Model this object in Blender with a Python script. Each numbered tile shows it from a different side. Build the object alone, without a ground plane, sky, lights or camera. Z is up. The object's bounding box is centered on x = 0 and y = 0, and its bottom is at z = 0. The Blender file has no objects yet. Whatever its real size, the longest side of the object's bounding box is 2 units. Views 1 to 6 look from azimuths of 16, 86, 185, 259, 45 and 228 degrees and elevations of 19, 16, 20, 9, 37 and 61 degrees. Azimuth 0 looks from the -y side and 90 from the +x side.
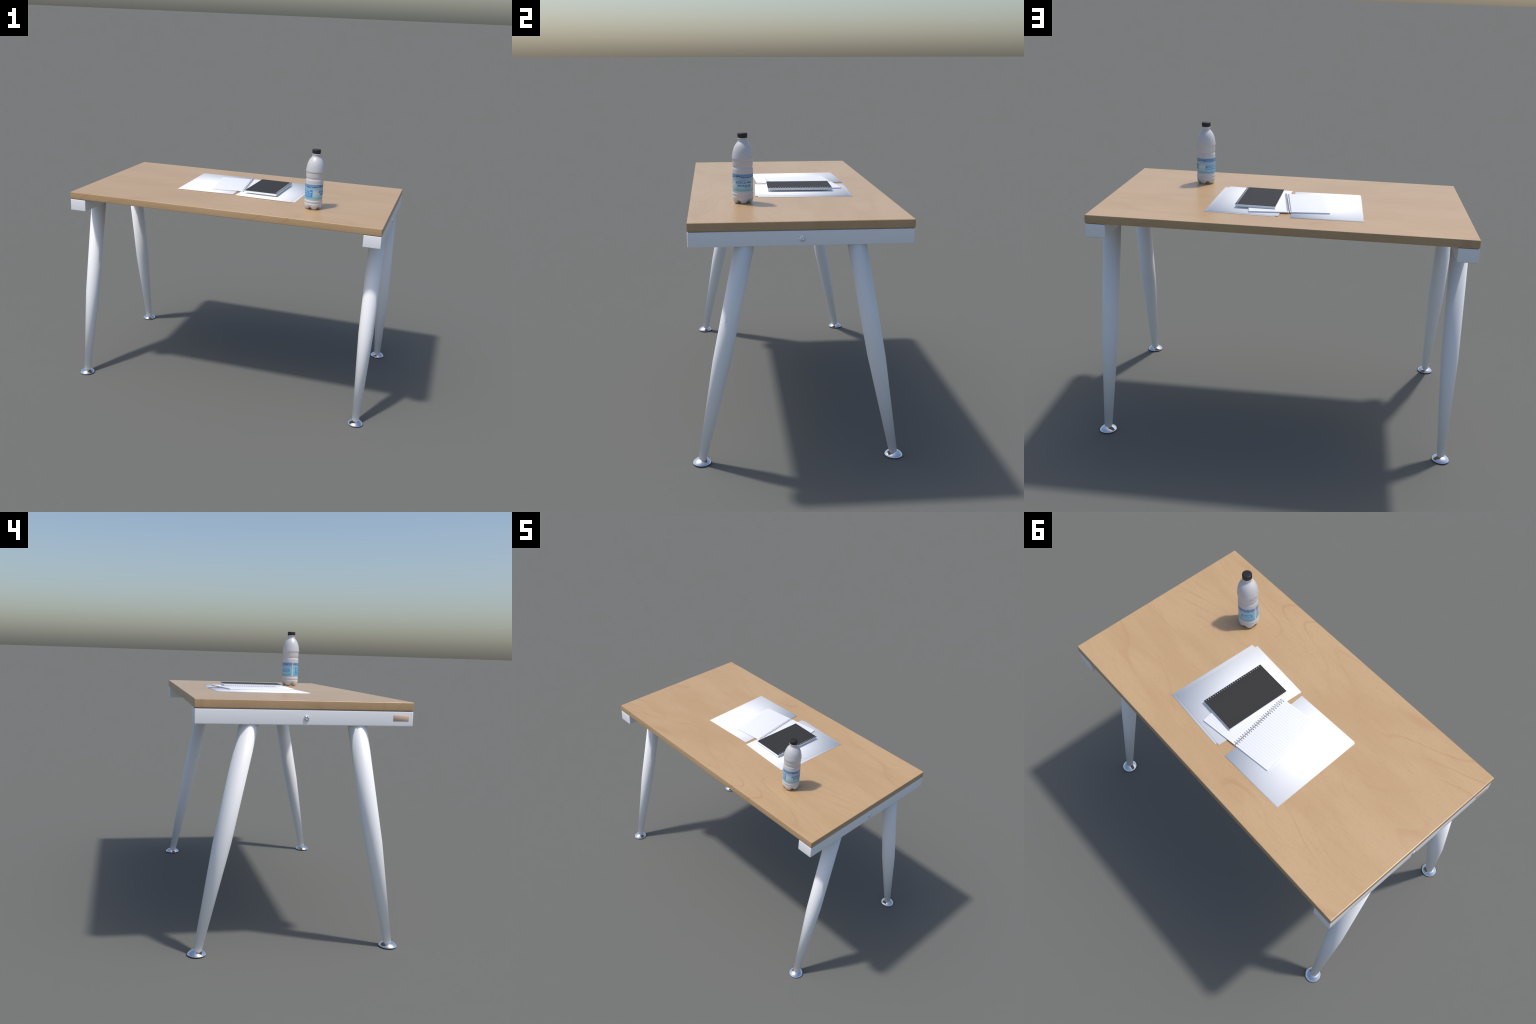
import bpy, bmesh, math, random
from mathutils import Vector, Matrix

random.seed(7)
COL = bpy.context.scene.collection

# ------------------------------------------------------------------ helpers
def link(o, parent=None):
    COL.objects.link(o)
    if parent is not None:
        o.parent = parent
    return o

def empty(name, loc, rot=0.0, label="", category=""):
    o = bpy.data.objects.new(name, None)
    o.location = loc
    o.rotation_euler = (0, 0, rot)
    o.empty_display_size = 0.1
    o["label"] = label
    o["category"] = category
    return link(o)

def mesh_obj(name, verts, faces, mat=None, parent=None, loc=(0, 0, 0), smooth=True):
    me = bpy.data.meshes.new(name)
    me.from_pydata([tuple(v) for v in verts], [], faces)
    me.update()
    bm = bmesh.new()
    bm.from_mesh(me)
    bmesh.ops.recalc_face_normals(bm, faces=bm.faces)
    bm.to_mesh(me)
    bm.free()
    for p in me.polygons:
        p.use_smooth = smooth
    if mat:
        me.materials.append(mat)
    o = bpy.data.objects.new(name, me)
    o.location = loc
    return link(o, parent)

def box(name, size, mat, parent=None, loc=(0, 0, 0), bevel=0.0, segments=2, smooth=True):
    """Box centred on x, y with its bottom at z = 0."""
    bm = bmesh.new()
    bmesh.ops.create_cube(bm, size=1.0)
    for v in bm.verts:
        v.co = Vector((v.co.x * size[0], v.co.y * size[1], (v.co.z + 0.5) * size[2]))
    if bevel:
        bmesh.ops.bevel(bm, geom=bm.edges[:] + bm.verts[:], offset=bevel, segments=segments, profile=0.5, affect="EDGES")
    me = bpy.data.meshes.new(name)
    bm.to_mesh(me)
    bm.free()
    for p in me.polygons:
        p.use_smooth = smooth
    me.materials.append(mat)
    o = bpy.data.objects.new(name, me)
    o.location = loc
    return link(o, parent)

def blend_normals(o, tilt):
    """Soft moulded shading: vertex normals lean from the dominant face
    toward the averaged corner normal by tilt (0..1)."""
    me = o.data
    vn = [v.normal.copy() for v in me.vertices]
    big = dominant_normals(me)
    me.normals_split_custom_set_from_vertices([big[i].lerp(vn[i], tilt).normalized() for i in range(len(vn))])

def dominant_normals(me):
    big = {}
    for p in me.polygons:
        for vi in p.vertices:
            if vi not in big or p.area > big[vi][0]:
                big[vi] = (p.area, p.normal.copy())
    return {i: v[1] for i, v in big.items()}

def shade_side_normals(o, lean):
    """Flat sides, normals leaned so the top edge shades lighter, the bottom darker."""
    me = o.data
    big = dominant_normals(me)
    mid = sum(v.co.z for v in me.vertices) / len(me.vertices)
    out = []
    for v in me.vertices:
        n = big[v.index]
        if abs(n.z) < 0.3:
            n = (n + Vector((0, 0, lean if v.co.z > mid else -lean))).normalized()
        out.append(n)
    me.normals_split_custom_set_from_vertices(out)

def lathe(name, prof, seg, mat, parent=None, loc=(0, 0, 0), warp=None, cap_bottom=True, cap_top=True, smooth=True):
    verts, faces = [], []
    n = len(prof)
    for z, r in prof:
        for k in range(seg):
            a = 2 * math.pi * k / seg
            p = (r * math.cos(a), r * math.sin(a), z)
            verts.append(warp(p, a) if warp else p)
    for i in range(n - 1):
        for k in range(seg):
            k2 = (k + 1) % seg
            faces.append((i * seg + k, i * seg + k2, (i + 1) * seg + k2, (i + 1) * seg + k))
    if cap_bottom:
        faces.append(tuple(range(seg - 1, -1, -1)))
    if cap_top:
        faces.append(tuple((n - 1) * seg + k for k in range(seg)))
    return mesh_obj(name, verts, faces, mat, parent, loc, smooth)

def tube_loop(name, path, wire, mat, sides=6):
    """Closed wire loop: path is a list of points in the local xz plane."""
    verts, faces = [], []
    n = len(path)
    for i, (x, z) in enumerate(path):
        x0, z0 = path[i - 1]
        x1, z1 = path[(i + 1) % n]
        t = Vector((x1 - x0, 0, z1 - z0)).normalized()
        nrm = Vector((0, 1, 0)).cross(t)
        for k in range(sides):
            a = 2 * math.pi * k / sides
            verts.append(Vector((x, 0, z)) + nrm * (wire * math.cos(a)) + Vector((0, 1, 0)) * (wire * math.sin(a)))
    for i in range(n):
        j = (i + 1) % n
        for k in range(sides):
            k2 = (k + 1) % sides
            faces.append((i * sides + k, i * sides + k2, j * sides + k2, j * sides + k))
    me = bpy.data.meshes.new(name)
    me.from_pydata([tuple(v) for v in verts], [], faces)
    for p in me.polygons:
        p.use_smooth = True
    me.materials.append(mat)
    me.update()
    return me

# ---------------------------------------------------------------- materials
class Nodes:
    def __init__(self, name):
        self.mat = bpy.data.materials.new(name)
        self.mat.use_nodes = True
        self.t = self.mat.node_tree
        self.b = self.t.nodes["Principled BSDF"]

    def n(self, kind, **kw):
        x = self.t.nodes.new(kind)
        for k, v in kw.items():
            setattr(x, k, v)
        return x

    def put(self, sock, v):
        if isinstance(v, bpy.types.NodeSocket):
            self.t.links.new(v, sock)
        else:
            sock.default_value = v

    def math(self, op, a, b=0.0, c=0.0, clamp=False):
        x = self.n("ShaderNodeMath", operation=op, use_clamp=clamp)
        for s, v in zip(x.inputs, (a, b, c)):
            self.put(s, v)
        return x.outputs[0]

    def mix(self, f, a, b, blend="MIX"):
        x = self.n("ShaderNodeMix", data_type="RGBA", blend_type=blend)
        self.put(x.inputs[0], f)
        for s, v in ((x.inputs[6], a), (x.inputs[7], b)):
            self.put(s, (*v, 1) if isinstance(v, tuple) and len(v) == 3 else v)
        return x.outputs[2]

    def obj(self):
        return self.n("ShaderNodeTexCoord").outputs["Object"]

    def xyz(self, v):
        s = self.n("ShaderNodeSeparateXYZ")
        self.put(s.inputs[0], v)
        return s.outputs

    def scaled(self, v, sc, loc=(0, 0, 0)):
        m = self.n("ShaderNodeMapping")
        self.put(m.inputs["Vector"], v)
        m.inputs["Scale"].default_value = sc
        m.inputs["Location"].default_value = loc
        return m.outputs[0]

    def noise(self, v, scale, detail=2.0, rough=0.5, dist=0.0):
        x = self.n("ShaderNodeTexNoise")
        self.put(x.inputs["Vector"], v)
        x.inputs["Scale"].default_value = scale
        x.inputs["Detail"].default_value = detail
        x.inputs["Roughness"].default_value = rough
        x.inputs["Distortion"].default_value = dist
        return x.outputs["Fac"]

    def ramp(self, f, stops):
        x = self.n("ShaderNodeValToRGB")
        self.put(x.inputs[0], f)
        e = x.color_ramp.elements
        while len(e) < len(stops):
            e.new(0.5)
        for el, (p, c) in zip(e, stops):
            el.position = p
            el.color = (*c, 1) if len(c) == 3 else c
        return x.outputs[0]

    def smooth(self, v, lo, hi):
        x = self.n("ShaderNodeMapRange", interpolation_type="SMOOTHSTEP")
        self.put(x.inputs["Value"], v)
        x.inputs["From Min"].default_value = lo
        x.inputs["From Max"].default_value = hi
        return x.outputs[0]

    def done(self, color, rough, metallic=0.0, spec=0.5, coat=0.0):
        self.put(self.b.inputs["Base Color"], (*color, 1) if isinstance(color, tuple) else color)
        self.put(self.b.inputs["Roughness"], rough)
        self.b.inputs["Metallic"].default_value = metallic
        self.b.inputs["Specular IOR Level"].default_value = spec
        self.b.inputs["Coat Weight"].default_value = coat
        return self.mat

def plain(name, color, rough, metallic=0.0, spec=0.5, grain=0.03, scale=60.0):
    m = Nodes(name)
    f = m.noise(m.obj(), scale, 3)
    lo = tuple(c * (1 - grain) for c in color)
    hi = tuple(min(1.0, c * (1 + grain)) for c in color)
    return m.done(m.mix(f, lo, hi), rough, metallic, spec)

WOOD_A = (0.526, 0.356, 0.197)
WOOD_B = (0.490, 0.322, 0.169)
WOOD_LINE = (0.425, 0.240, 0.118)

def wood(name, edge=False):
    m = Nodes(name)
    o = m.obj()
    broad = m.noise(m.scaled(o, (0.9, 3.0, 3.0)), 2.2, 2, 0.5, 0.4)
    base = m.mix(m.smooth(broad, 0.3, 0.7), WOOD_B, WOOD_A)
    # cathedral contour lines: level sets of a stretched noise field
    field = m.noise(m.scaled(o, (0.55, 2.3, 2.3), (3.1, 1.7, 0.4)), 1.15, 1.2, 0.45, 0.3)
    band = m.math("FRACT", m.math("MULTIPLY", field, 13.0))
    line = m.math("MULTIPLY", m.smooth(band, 0.80, 0.94), m.math("SUBTRACT", 1.0, m.smooth(band, 0.94, 1.0)))
    patch = m.smooth(m.noise(m.scaled(o, (1.0, 2.4, 2.4), (7, 2, 0)), 1.7, 2), 0.40, 0.66)
    base = m.mix(m.math("MULTIPLY", m.math("MULTIPLY", line, patch), 0.44), base, WOOD_LINE)
    # fine pores and streaks along the length
    fine = m.noise(m.scaled(o, (7.0, 150.0, 150.0)), 1.0, 3, 0.6)
    base = m.mix(m.math("MULTIPLY", m.smooth(fine, 0.45, 0.75), 0.22), base, WOOD_LINE)
    speck = m.noise(m.scaled(o, (60.0, 260.0, 260.0)), 1.0, 1)
    base = m.mix(m.math("MULTIPLY", m.smooth(speck, 0.52, 0.75), 0.30), base, WOOD_LINE)
    return m.done(base, 0.30, spec=0.5)

M_WOOD = wood("beech_laminate")
M_STEEL = plain("white_powder_coat", (0.870, 0.875, 0.892), 0.48, grain=0.01)
M_CHROME = plain("polished_chrome", (0.86, 0.87, 0.90), 0.07, metallic=1.0, grain=0.01)
M_WIRE = plain("ring_wire", (0.60, 0.61, 0.64), 0.3, metallic=0.9, grain=0.04)
M_PAPER = plain("white_paper", (0.93, 0.935, 0.95), 0.62, spec=0.3, grain=0.012, scale=25)
M_PAGES = plain("page_block", (0.88, 0.885, 0.90), 0.7, spec=0.2, grain=0.03, scale=90)
M_HOLE = plain("punched_hole", (0.05, 0.05, 0.06), 0.8, grain=0.1)
M_CAP = plain("black_cap_plastic", (0.014, 0.013, 0.013), 0.42, grain=0.1)
def milky_plastic():
    m = Nodes("milky_plastic")
    f = m.noise(m.obj(), 40.0, 2)
    mat = m.done(m.mix(f, (0.640, 0.642, 0.668), (0.660, 0.658, 0.684)), 0.40, spec=0.85)
    m.b.inputs["Alpha"].default_value = 0.90          # slightly see-through
    return mat
M_PLASTIC = milky_plastic()
M_BLUE = plain("label_blue_ink", (0.012, 0.270, 0.640), 0.35, grain=0.03)
M_BRIGHT = plain("label_bright_blue_ink", (0.035, 0.300, 0.640), 0.35, grain=0.03)
M_PALE = plain("label_pale_ink", (0.56, 0.71, 0.80), 0.35, grain=0.04)
M_DARKINK = plain("label_fine_dark_ink", (0.16, 0.20, 0.36), 0.35, grain=0.1)

M_PLATE = plain("maker_plate_tan", (0.66, 0.465, 0.345), 0.45, grain=0.04, scale=80)

RULE = 0.01416                                    # ring pitch and rule pitch

def ruled(name, base, line, depth, rough, spec=0.3):
    m = Nodes(name)
    x, y, z = m.xyz(m.obj())
    f = m.math("FRACT", m.math("ADD", m.math("DIVIDE", y, RULE), 0.5))
    d = m.math("ABSOLUTE", m.math("SUBTRACT", f, 0.5))
    mask = m.math("SUBTRACT", 1.0, m.smooth(d, 0.02, 0.20))
    soft = m.noise(m.scaled(m.obj(), (6, 40, 1)), 3.0, 2)
    mask = m.math("MULTIPLY", mask, m.math("MULTIPLY_ADD", soft, 0.5, 0.7))
    margin = m.math("SUBTRACT", 1.0, m.smooth(m.math("ABSOLUTE", x), 0.080, 0.106))
    mask = m.math("MULTIPLY", m.math("MULTIPLY", mask, margin), depth)
    return m.done(m.mix(mask, base, line), rough, spec=spec)

M_RULED = ruled("ruled_page", (0.800, 0.812, 0.850), (0.58, 0.60, 0.69), 0.55, 0.62)
M_COVER = ruled("black_ribbed_cover", (0.038, 0.0375, 0.037), (0.050, 0.050, 0.050), 0.45, 0.62, 0.15)

# --------------------------------------------------------------------- desk
TOP_Z, TOP_T = 1.2884, 0.0442
HX, HY = 0.9925, 0.5445
BEAM_Z0, BEAM_Z1 = 1.1680, 1.2420
BEAM_X0, BEAM_X1 = 0.8880, 0.9920

desk = empty("office_desk", (0, 0, 0), label="light beech desk with splayed white tapered legs", category="desk")
tabletop = box("tabletop", (2 * HX, 2 * HY, TOP_T), M_WOOD, desk, (0, 0, TOP_Z - TOP_T), bevel=0.0048, segments=2)
shade_side_normals(tabletop, 0.055)

def bolt_mesh():
    """Chromed screw head: six-lobed dome with a socket, axis along +z."""
    verts, faces = [], []
    seg = 36
    prof = [(0.0, 0.0145, 0.0), (0.003, 0.0150, 0.6), (0.006, 0.0132, 1.0), (0.0092, 0.0095, 1.0), (0.0105, 0.0062, 0.6), (0.0100, 0.0048, 0.0), (0.0055, 0.0042, 0.0)]
    for z, r, lobe in prof:
        for k in range(seg):
            a = 2 * math.pi * k / seg
            wave = abs(math.cos(3 * (a + 0.3)))
            rr = 1.06 * r * (1 + lobe * 0.17 * (wave - 0.6))
            zz = z * (1 - 0.14 * lobe * (1 - wave))
            verts.append((rr * math.cos(a), rr * math.sin(a), zz))
    n = len(prof)
    for i in range(n - 1):
        for k in range(seg):
            k2 = (k + 1) % seg
            faces.append((i * seg + k, i * seg + k2, (i + 1) * seg + k2, (i + 1) * seg + k))
    faces.append(tuple((n - 1) * seg + k for k in range(seg)))
    return verts, faces

bv, bf = bolt_mesh()
for sx in (-1, 1):
    w = BEAM_X1 - BEAM_X0
    cx = sx * (BEAM_X0 + BEAM_X1) / 2
    beam = box("crossbar", (w, 2 * 0.5440, BEAM_Z1 - BEAM_Z0), M_STEEL, desk, (cx, 0, BEAM_Z0), bevel=0.0050, segments=2)
    shade_side_normals(beam, 0.075)
    box("mounting_strip", (w - 0.020, 1.060, TOP_Z - TOP_T - BEAM_Z1 + 0.004), M_STEEL, desk, (cx, 0, BEAM_Z1 - 0.002))
    bolt = mesh_obj("bolt", bv, bf, M_CHROME, beam)
    bolt.rotation_euler = (0, sx * math.pi / 2, 0)
    bolt.location = (sx * (w / 2 - 0.0026), 0, 1.203 - BEAM_Z0)
    if sx < 0:
        plate = box("maker_plate", (0.0022, 0.0800, 0.0298), M_PLATE, beam, (-w / 2 - 0.0002, -0.4800, 1.1948 - BEAM_Z0), bevel=0.0006, segments=1)

# legs: coarse turned profile, smooth shaded; leaning outward in y only
LEG_X, LEG_Y_TOP, LEG_Y_BOT = 0.940, 0.2659, 0.5058
LEG_PROFILE = [(0.010, 0.0150), (0.0155, 0.0205), (0.024, 0.0218), (0.57, 0.0462), (1.1695, 0.0483)]

def lean_normals(o):
    """Shade baked into the leg: normals bent down near the foot darken it."""
    out = []
    for v in o.data.vertices:
        n = v.normal.copy()
        if 0.020 < v.co.z < 0.1:
            n = (Vector((n.x, n.y, 0)).normalized() + Vector((0, 0, -0.75))).normalized()
        out.append(n)
    o.data.normals_split_custom_set_from_vertices(out)

def leg_mesh(sy):
    def warp(p, a):
        t = (1.2 - p[2]) / 1.2
        off = LEG_Y_TOP + (LEG_Y_BOT - LEG_Y_TOP) * t - LEG_Y_BOT
        return (p[0], p[1] + sy * off, p[2])
    return warp

FOOT_PROFILE = [(0.0, 0.0445), (0.0028, 0.0482), (0.0048, 0.0490)]
CAP_R, CAP_H = 0.0488, 0.0220
R_CAP = (CAP_R ** 2 + CAP_H ** 2) / (2 * CAP_H)
for i in range(0, 9):
    r = CAP_R * (1 - i / 9)
    FOOT_PROFILE.append((0.0054 + math.sqrt(R_CAP ** 2 - r ** 2) - (R_CAP - CAP_H), r))

for sx in (-1, 1):
    for sy in (-1, 1):
        leg = lathe("leg", LEG_PROFILE, 32, M_STEEL, desk, (sx * LEG_X, sy * LEG_Y_BOT, 0), warp=leg_mesh(sy))
        lean_normals(leg)
        lathe("foot", FOOT_PROFILE, 48, M_CHROME, leg, (0, 0, 0))

# ------------------------------------------------------------------- papers
SHEET = (0.3770, 0.5230, 0.0014)

def sheet(x, y, deg, layer):
    o = box("paper_sheet", SHEET, M_PAPER, None, (x, y, TOP_Z + 0.0003 + layer * 0.0017))
    o.rotation_euler = (0, 0, math.radians(deg))
    o["label"] = "plain white sheet of paper lying flat"
    o["category"] = "paper"
    return o

sheet(0.2136, 0.0960, -2.35, 0)
sheet(0.1927, 0.0840, -3.20, 1)
sheet(-0.2305, 0.1045, 1.60, 0)
sheet(-0.2262, 0.1016, 1.95, 1)

# ---------------------------------------------------------------- notebooks
def ellipse_path(a, b, cx=0.0, cz=0.0, n=20):
    return [(cx + a * math.cos(2 * math.pi * k / n), cz + b * math.sin(2 * math.pi * k / n)) for k in range(n)]

NB_W, NB_L = 0.2165, 0.3667
RINGS = 25

# open notebook
OPEN_Z = TOP_Z + 0.0036
open_rot = math.radians(7.55)
c, s = math.cos(open_rot), math.sin(open_rot)
spine_mid = ((-0.0340 + 0.0140) / 2, (0.2978 - 0.0655) / 2)
open_nb = empty("open_notebook", (spine_mid[0], spine_mid[1], OPEN_Z), open_rot, "open ring-bound notebook with ruled white pages", "notebook")
for sx, th in ((1, 0.0078), (-1, 0.0078)):
    pages = box("page_stack", (NB_W - 0.0025, NB_L, th), M_RULED, open_nb, (sx * (NB_W / 2 + 0.0010), 0, 0), bevel=0.0012, segments=1)
    blend_normals(pages, 0.35)
ring_open = tube_loop("binding_ring", ellipse_path(0.0105, 0.0085, 0, 0.0060), 0.0013, M_WIRE)
for k in range(RINGS):
    o = bpy.data.objects.new("binding_ring", ring_open)
    o.location = (0, (k - (RINGS - 1) / 2) * RULE, 0.0)
    o.rotation_euler = (0, 0, 0.12)
    link(o, open_nb)
hv, hf = [], []
for k in range(RINGS):
    for sx in (-1, 1):
        hx, hy = sx * 0.0112, (k - (RINGS - 1) / 2) * RULE
        b0 = len(hv)
        for j in range(10):
            a = 2 * math.pi * j / 10
            hv.append((hx + 0.0022 * math.cos(a), hy + 0.0022 * math.sin(a), 0.0083))
        hf.append(tuple(range(b0, b0 + 10)))
holes = mesh_obj("punched_holes", hv, hf, M_HOLE, open_nb, smooth=False)
holes["kind"] = "stuff"

# closed notebook lying half on the open one
NB_Z = OPEN_Z + 0.0078 + 0.0010
closed_nb = empty("closed_notebook", (0.1472, 0.0779, NB_Z), math.radians(-1.8), "closed ring-bound notebook with ribbed black cover", "notebook")
NB_T = 1.3153 - NB_Z
box("back_cover", (NB_W, NB_L, 0.0012), M_PAGES, closed_nb, (0, 0, 0), smooth=False)
box("page_stack", (NB_W - 0.003, NB_L - 0.003, NB_T - 0.0030), M_PAGES, closed_nb, (0, 0, 0.0014), smooth=False)
box("front_cover", (NB_W, NB_L, 0.0014), M_COVER, closed_nb, (0, 0, NB_T - 0.0014), bevel=0.0004, segments=1, smooth=False)
ring_closed = tube_loop("binding_ring", ellipse_path(0.0078, NB_T / 2 + 0.0014, NB_W / 2 - 0.0052, NB_T / 2), 0.0012, M_WIRE)
for k in range(RINGS):
    o = bpy.data.objects.new("binding_ring", ring_closed)
    o.location = (0, (k - (RINGS - 1) / 2) * RULE, 0.0)
    o.rotation_euler = (0, 0, 0.03)
    link(o, closed_nb)

# ------------------------------------------------------------------- bottle
BX, BY = 0.5255, -0.2608
bottle = empty("water_bottle", (BX, BY, TOP_Z + 0.0004), 0, "milky plastic water bottle, black cap, blue label", "bottle")
NOTCH0 = math.radians(-104)
FOOT_H = 0.031

def petal(p, a):
    x, y, z = p
    if z >= FOOT_H:
        return p
    t = 1 - z / FOOT_H
    r = math.hypot(x, y)
    n = (0.5 + 0.5 * math.cos(5 * (a - NOTCH0))) ** 2.2
    rr = r * (1 - 0.16 * n * t ** 1.1)
    inner = min(1.0, r / 0.040)
    return (rr * math.cos(a), rr * math.sin(a), z + n * 0.0145 * t ** 1.3 * inner)

BODY = [(0.0085, 0.0040), (0.0060, 0.0180), (0.0022, 0.0300), (0.0002, 0.0365), (0.0004, 0.0405), (0.0025, 0.0445), (0.0060, 0.0484),
        (0.0105, 0.0514), (0.0160, 0.0535), (0.0220, 0.0549), (0.0290, 0.0555), (0.0360, 0.0554), (0.0395, 0.0548), (0.0420, 0.0537),
        (0.0440, 0.0538), (0.0462, 0.0550), (0.0495, 0.0557), (0.0535, 0.0555), (0.0565, 0.0545), (0.0590, 0.0533), (0.0615, 0.0531),
        (0.0640, 0.0540), (0.0655, 0.0546), (0.0668, 0.0543), (0.0680, 0.0538), (0.0900, 0.0538), (0.1350, 0.0538), (0.1565, 0.0538),
        (0.1578, 0.0543), (0.1592, 0.0546), (0.1610, 0.0543), (0.1700, 0.0542), (0.1780, 0.0541), (0.1825, 0.0534), (0.1865, 0.0520),
        (0.1895, 0.0508), (0.1925, 0.0506), (0.1950, 0.0515), (0.1970, 0.0526), (0.1995, 0.0530), (0.2140, 0.0535), (0.2270, 0.0536),
        (0.2300, 0.0537), (0.2312, 0.0556), (0.2330, 0.0561), (0.2400, 0.0556), (0.2504, 0.0545), (0.2610, 0.0530), (0.2716, 0.0510),
        (0.2825, 0.0481), (0.2928, 0.0442), (0.3010, 0.0400), (0.3080, 0.0354), (0.3139, 0.0308), (0.3180, 0.0272), (0.3210, 0.0249),
        (0.3240, 0.0238), (0.3290, 0.0235), (0.3345, 0.0234), (0.3368, 0.0242), (0.3376, 0.0262), (0.3395, 0.0266), (0.3408, 0.0256), (0.3412, 0.0230), (0.3440, 0.0228)]
body = lathe("bottle_body", BODY, 120, M_PLASTIC, bottle, warp=petal)

# ribbed screw cap
def ribs(p, a):
    x, y, z = p
    if 0.3468 < z < 0.3625 and math.hypot(x, y) > 0.02:
        k = 1 + 0.008 * math.cos(60 * a)
        return (x * k, y * k, z)
    return p
CAP = [(0.3410, 0.0215), (0.3408, 0.0250), (0.3413, 0.0257), (0.3440, 0.0258), (0.3446, 0.0253), (0.3454, 0.0253), (0.3460, 0.0257), (0.3470, 0.0257),
       (0.3540, 0.0257), (0.3615, 0.0256), (0.3638, 0.0252), (0.3651, 0.0243), (0.3655, 0.0230), (0.3655, 0.0080)]
lathe("screw_cap", CAP, 240, M_CAP, bottle, warp=ribs)

# label -----------------------------------------------------------------
LAB_Z0, LAB_Z1, LAB_R = 0.0678, 0.1568, 0.0543
PHI0, PHI1 = 189.5, 539.3             # degrees, white seam between them

def curved_patch(name, phi0, phi1, z0, z1, r, mat, parent, thick=0.0004, nz=1):
    """Thin sheet wrapped round the bottle axis."""
    n = max(2, int(abs(phi1 - phi0) / 3))
    verts, faces = [], []
    for rr in (r, r - thick):
        for j in range(nz + 1):
            for i in range(n + 1):
                a = math.radians(phi0 + (phi1 - phi0) * i / n)
                verts.append((rr * math.cos(a), rr * math.sin(a), z0 + (z1 - z0) * j / nz))
    row, lay = n + 1, (n + 1) * (nz + 1)
    for j in range(nz):
        for i in range(n):
            a = j * row + i
            faces.append((a, a + 1, a + row + 1, a + row))
            b = lay + a
            faces.append((b, b + row, b + row + 1, b + 1))
    top = nz * row
    for i in range(n):
        faces.append((i, lay + i, lay + i + 1, i + 1))
        faces.append((top + i, top + i + 1, lay + top + i + 1, lay + top + i))
    for j in range(nz):
        a = j * row
        faces.append((a, a + row, lay + a + row, lay + a))
        a += n
        faces.append((a, lay + a, lay + a + row, a + row))
    o = mesh_obj(name, verts, faces, mat, parent)
    me = o.data
    for p in me.polygons:
        c = p.center
        rad = Vector((c.x, c.y, 0)).normalized()
        p.use_smooth = abs(p.normal.dot(rad)) > 0.9
    me.set_sharp_from_angle(angle=math.radians(40))
    return o

def label_material():
    m = Nodes("printed_water_label")
    o = m.obj()
    x, y, z = m.xyz(o)
    h = m.math("DIVIDE", m.math("SUBTRACT", LAB_Z1, z), LAB_Z1 - LAB_Z0)      # 0 top .. 1 bottom
    phi = m.math("ARCTAN2", y, x)
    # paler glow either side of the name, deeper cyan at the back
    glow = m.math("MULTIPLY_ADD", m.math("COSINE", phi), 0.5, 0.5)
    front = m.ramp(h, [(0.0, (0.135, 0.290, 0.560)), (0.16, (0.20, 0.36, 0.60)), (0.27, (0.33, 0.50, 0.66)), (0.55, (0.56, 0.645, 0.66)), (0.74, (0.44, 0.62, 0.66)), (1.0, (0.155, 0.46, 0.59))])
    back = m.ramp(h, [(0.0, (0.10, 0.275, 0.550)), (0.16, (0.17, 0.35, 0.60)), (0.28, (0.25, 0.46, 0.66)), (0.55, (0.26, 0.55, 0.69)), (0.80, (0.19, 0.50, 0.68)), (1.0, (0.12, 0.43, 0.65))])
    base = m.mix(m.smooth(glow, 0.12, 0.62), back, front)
    # water line: undulating band of dark and pale ripples
    n1 = m.noise(m.scaled(o, (26, 26, 30)), 1.0, 3, 0.6)
    wave = m.math("MULTIPLY_ADD", m.math("SINE", m.math("MULTIPLY_ADD", phi, 3.0, 0.8)), 0.035, 0.155)
    wave = m.math("ADD", wave, m.math("MULTIPLY", m.math("SUBTRACT", n1, 0.5), 0.20))
    d = m.math("SUBTRACT", h, wave)
    dark = m.math("SUBTRACT", 1.0, m.smooth(m.math("ABSOLUTE", d), 0.008, 0.050))
    n2 = m.noise(m.scaled(o, (60, 60, 90), (4, 1, 2)), 1.0, 2)
    dark = m.math("MULTIPLY", dark, m.smooth(n2, 0.36, 0.56))
    base = m.mix(m.math("MULTIPLY", dark, 0.85), base, (0.035, 0.075, 0.17))
    pale = m.math("SUBTRACT", 1.0, m.smooth(m.math("ABSOLUTE", m.math("SUBTRACT", d, 0.065)), 0.004, 0.036))
    n3 = m.noise(m.scaled(o, (80, 80, 120), (9, 3, 5)), 1.0, 2)
    base = m.mix(m.math("MULTIPLY", m.math("MULTIPLY", pale, m.smooth(n3, 0.42, 0.6)), 0.7), base, (0.62, 0.74, 0.78))
    # drifting bubbles
    v = m.n("ShaderNodeTexVoronoi")
    m.put(v.inputs["Vector"], m.scaled(o, (85, 85, 85)))
    v.inputs["Scale"].default_value = 1.0
    bub = m.math("SUBTRACT", 1.0, m.smooth(v.outputs["Distance"], 0.06, 0.17))
    keep = m.smooth(m.noise(m.scaled(o, (30, 30, 30), (2, 8, 1)), 1.0, 1), 0.52, 0.56)
    low = m.smooth(h, 0.28, 0.36)
    base = m.mix(m.math("MULTIPLY", m.math("MULTIPLY", bub, keep), m.math("MULTIPLY", low, 0.55)), base, (0.20, 0.25, 0.38))
    return m.done(base, 0.34, spec=0.4)

label = curved_patch("label", PHI0, PHI1, LAB_Z0, LAB_Z1, LAB_R, label_material(), bottle, thick=0.0006, nz=2)
LAB_H = LAB_Z1 - LAB_Z0
def lab_z(f):
    return LAB_Z1 - f * LAB_H

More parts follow.
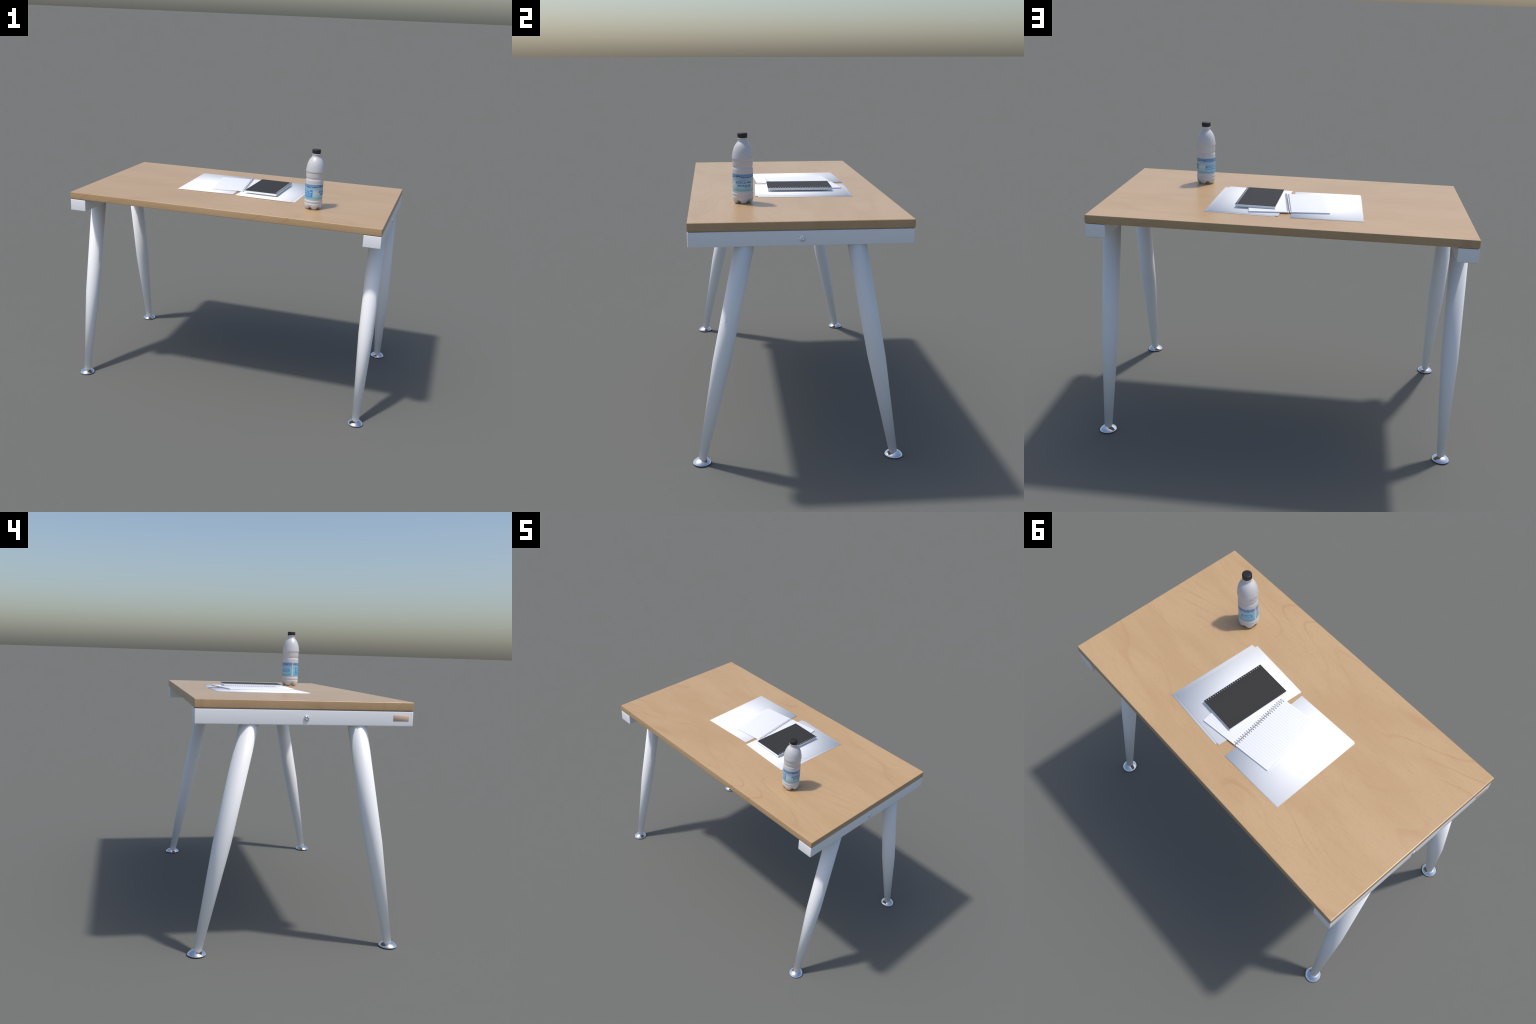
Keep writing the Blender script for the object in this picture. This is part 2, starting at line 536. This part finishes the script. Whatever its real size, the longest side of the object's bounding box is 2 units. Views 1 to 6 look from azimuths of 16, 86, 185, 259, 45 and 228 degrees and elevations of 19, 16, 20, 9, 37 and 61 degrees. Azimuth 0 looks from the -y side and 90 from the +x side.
def curved_text(name, body_text, phi_c, f_top, f_bot, half_deg, r, mat, parent, bold=0.040):
    """Lettering from the built-in font, stretched to an arc and wrapped."""
    cu = bpy.data.curves.new(name, "FONT")
    cu.body = body_text
    cu.resolution_u = 3
    cu.extrude = 0.0
    tmp = bpy.data.objects.new(name, cu)
    COL.objects.link(tmp)
    bpy.context.view_layer.update()
    me = bpy.data.meshes.new_from_object(tmp.evaluated_get(bpy.context.evaluated_depsgraph_get()))
    bpy.data.objects.remove(tmp)
    bpy.data.curves.remove(cu)
    bm = bmesh.new()
    bm.from_mesh(me)
    bmesh.ops.triangulate(bm, faces=bm.faces[:])
    x0 = min(v.co.x for v in bm.verts); x1 = max(v.co.x for v in bm.verts)
    y0 = min(v.co.y for v in bm.verts); y1 = max(v.co.y for v in bm.verts)
    cuts = 36
    for k in range(1, cuts):
        bmesh.ops.bisect_plane(bm, geom=bm.verts[:] + bm.edges[:] + bm.faces[:], dist=1e-6,
                               plane_co=(x0 + (x1 - x0) * k / cuts, 0, 0), plane_no=(1, 0, 0))
    z0, z1 = lab_z(f_bot), lab_z(f_top)
    # heavy face: shifted copies, each a hair further out
    lift = {}
    plain_geom = bm.verts[:] + bm.edges[:] + bm.faces[:]
    for k, (dx, dy) in enumerate(((bold, 0), (-bold, 0), (0, 0.7 * bold), (0, -0.7 * bold)), 1):
        dup = bmesh.ops.duplicate(bm, geom=plain_geom)["geom"]
        for v in dup:
            if isinstance(v, bmesh.types.BMVert):
                v.co += Vector((dx, dy, 0))
                lift[v] = 0.00004 * k
    for v in bm.verts:
        up = lift.get(v, 0.0)
        a = math.radians(phi_c + half_deg * (2 * (v.co.x - x0) / (x1 - x0) - 1))
        z = z0 + (z1 - z0) * (v.co.y - y0) / (y1 - y0)
        v.co = Vector(((r + up) * math.cos(a), (r + up) * math.sin(a), z))
    # give the ink a little depth inward so that it is not a bare card
    bm.normal_update()
    for f in bm.faces:
        cc = f.calc_center_median()
        if f.normal.dot(Vector((cc.x, cc.y, 0))) < 0:
            f.normal_flip()
    ext = bmesh.ops.extrude_face_region(bm, geom=bm.faces[:])
    for v in [g for g in ext["geom"] if isinstance(g, bmesh.types.BMVert)]:
        k = 1 + 0.00025 / math.hypot(v.co.x, v.co.y)
        v.co.x *= k; v.co.y *= k
    bm.to_mesh(me)
    bm.free()
    me.materials.clear()
    me.materials.append(mat)
    o = bpy.data.objects.new(name, me)
    return link(o, parent)

def dashes(name, phi_c, f, half_deg, mat, parent, words=5, fh=0.022, seed=1, r=LAB_R + 0.0009):
    """A line of illegibly small print: word-length strips."""
    rnd = random.Random(seed)
    gap = 1.6
    lens = [rnd.uniform(0.6, 1.5) for _ in range(words)]
    unit = (2 * half_deg - gap * (words - 1)) / sum(lens)
    a = phi_c - half_deg
    parts = []
    for ln in lens:
        parts.append(curved_patch(name, a, a + ln * unit, lab_z(f + fh / 2), lab_z(f - fh / 2), r, mat, parent, thick=0.0003))
        a += ln * unit + gap
    # merge into one fine-print object
    bm = bmesh.new()
    for p in parts:
        bm.from_mesh(p.data)
    me = parts[0].data
    bm.to_mesh(me)
    bm.free()
    for p in parts[1:]:
        bpy.data.objects.remove(p)
    parts[0]["kind"] = "stuff"
    return parts[0]

NAME_PHI = 5.0
curved_text("lettering", "EZEQUIEL", NAME_PHI, 0.415, 0.548, 48, LAB_R + 0.0005, M_BLUE, label)
curved_text("lettering", "MOLINA", NAME_PHI + 2, 0.590, 0.722, 39, LAB_R + 0.0005, M_BLUE, label)
dashes("fine_print", NAME_PHI - 4, 0.348, 24, M_DARKINK, label, 4, 0.020, 3, LAB_R + 0.0004)
dashes("fine_print", NAME_PHI + 22, 0.752, 20, M_DARKINK, label, 3, 0.016, 4, LAB_R + 0.0004)

# facts panel (square block) and contact panel (narrow block)
panel = curved_patch("label_panel", 206.5, 273.5, lab_z(0.850), lab_z(0.355), LAB_R + 0.0005, M_BRIGHT, label)
dashes("fine_print", 240, 0.395, 17, M_PALE, label, 2, 0.030, 5)
dashes("fine_print", 222, 0.515, 9, M_PALE, label, 1, 0.036, 6)
dashes("fine_print", 259, 0.515, 10, M_PALE, label, 1, 0.036, 7)
for i, f in enumerate((0.445, 0.58, 0.63, 0.68, 0.73, 0.78)):
    dashes("fine_print", 240, f, 26, M_PALE, label, 7, 0.013, 10 + i)
strip = curved_patch("label_panel", 98.0, 163.0, lab_z(0.710), lab_z(0.490), LAB_R + 0.0005, M_BRIGHT, label)
dashes("fine_print", 131, 0.550, 22, M_PALE, label, 2, 0.040, 20)
dashes("fine_print", 131, 0.640, 27, M_PALE, label, 4, 0.044, 21)
for i, (f, hw) in enumerate(((0.325, 30), (0.375, 18), (0.765, 27), (0.815, 24), (0.865, 18))):
    dashes("fine_print", 131, f, hw, M_PALE, label, 5, 0.024, 30 + i, LAB_R + 0.0004)

bpy.context.view_layer.update()
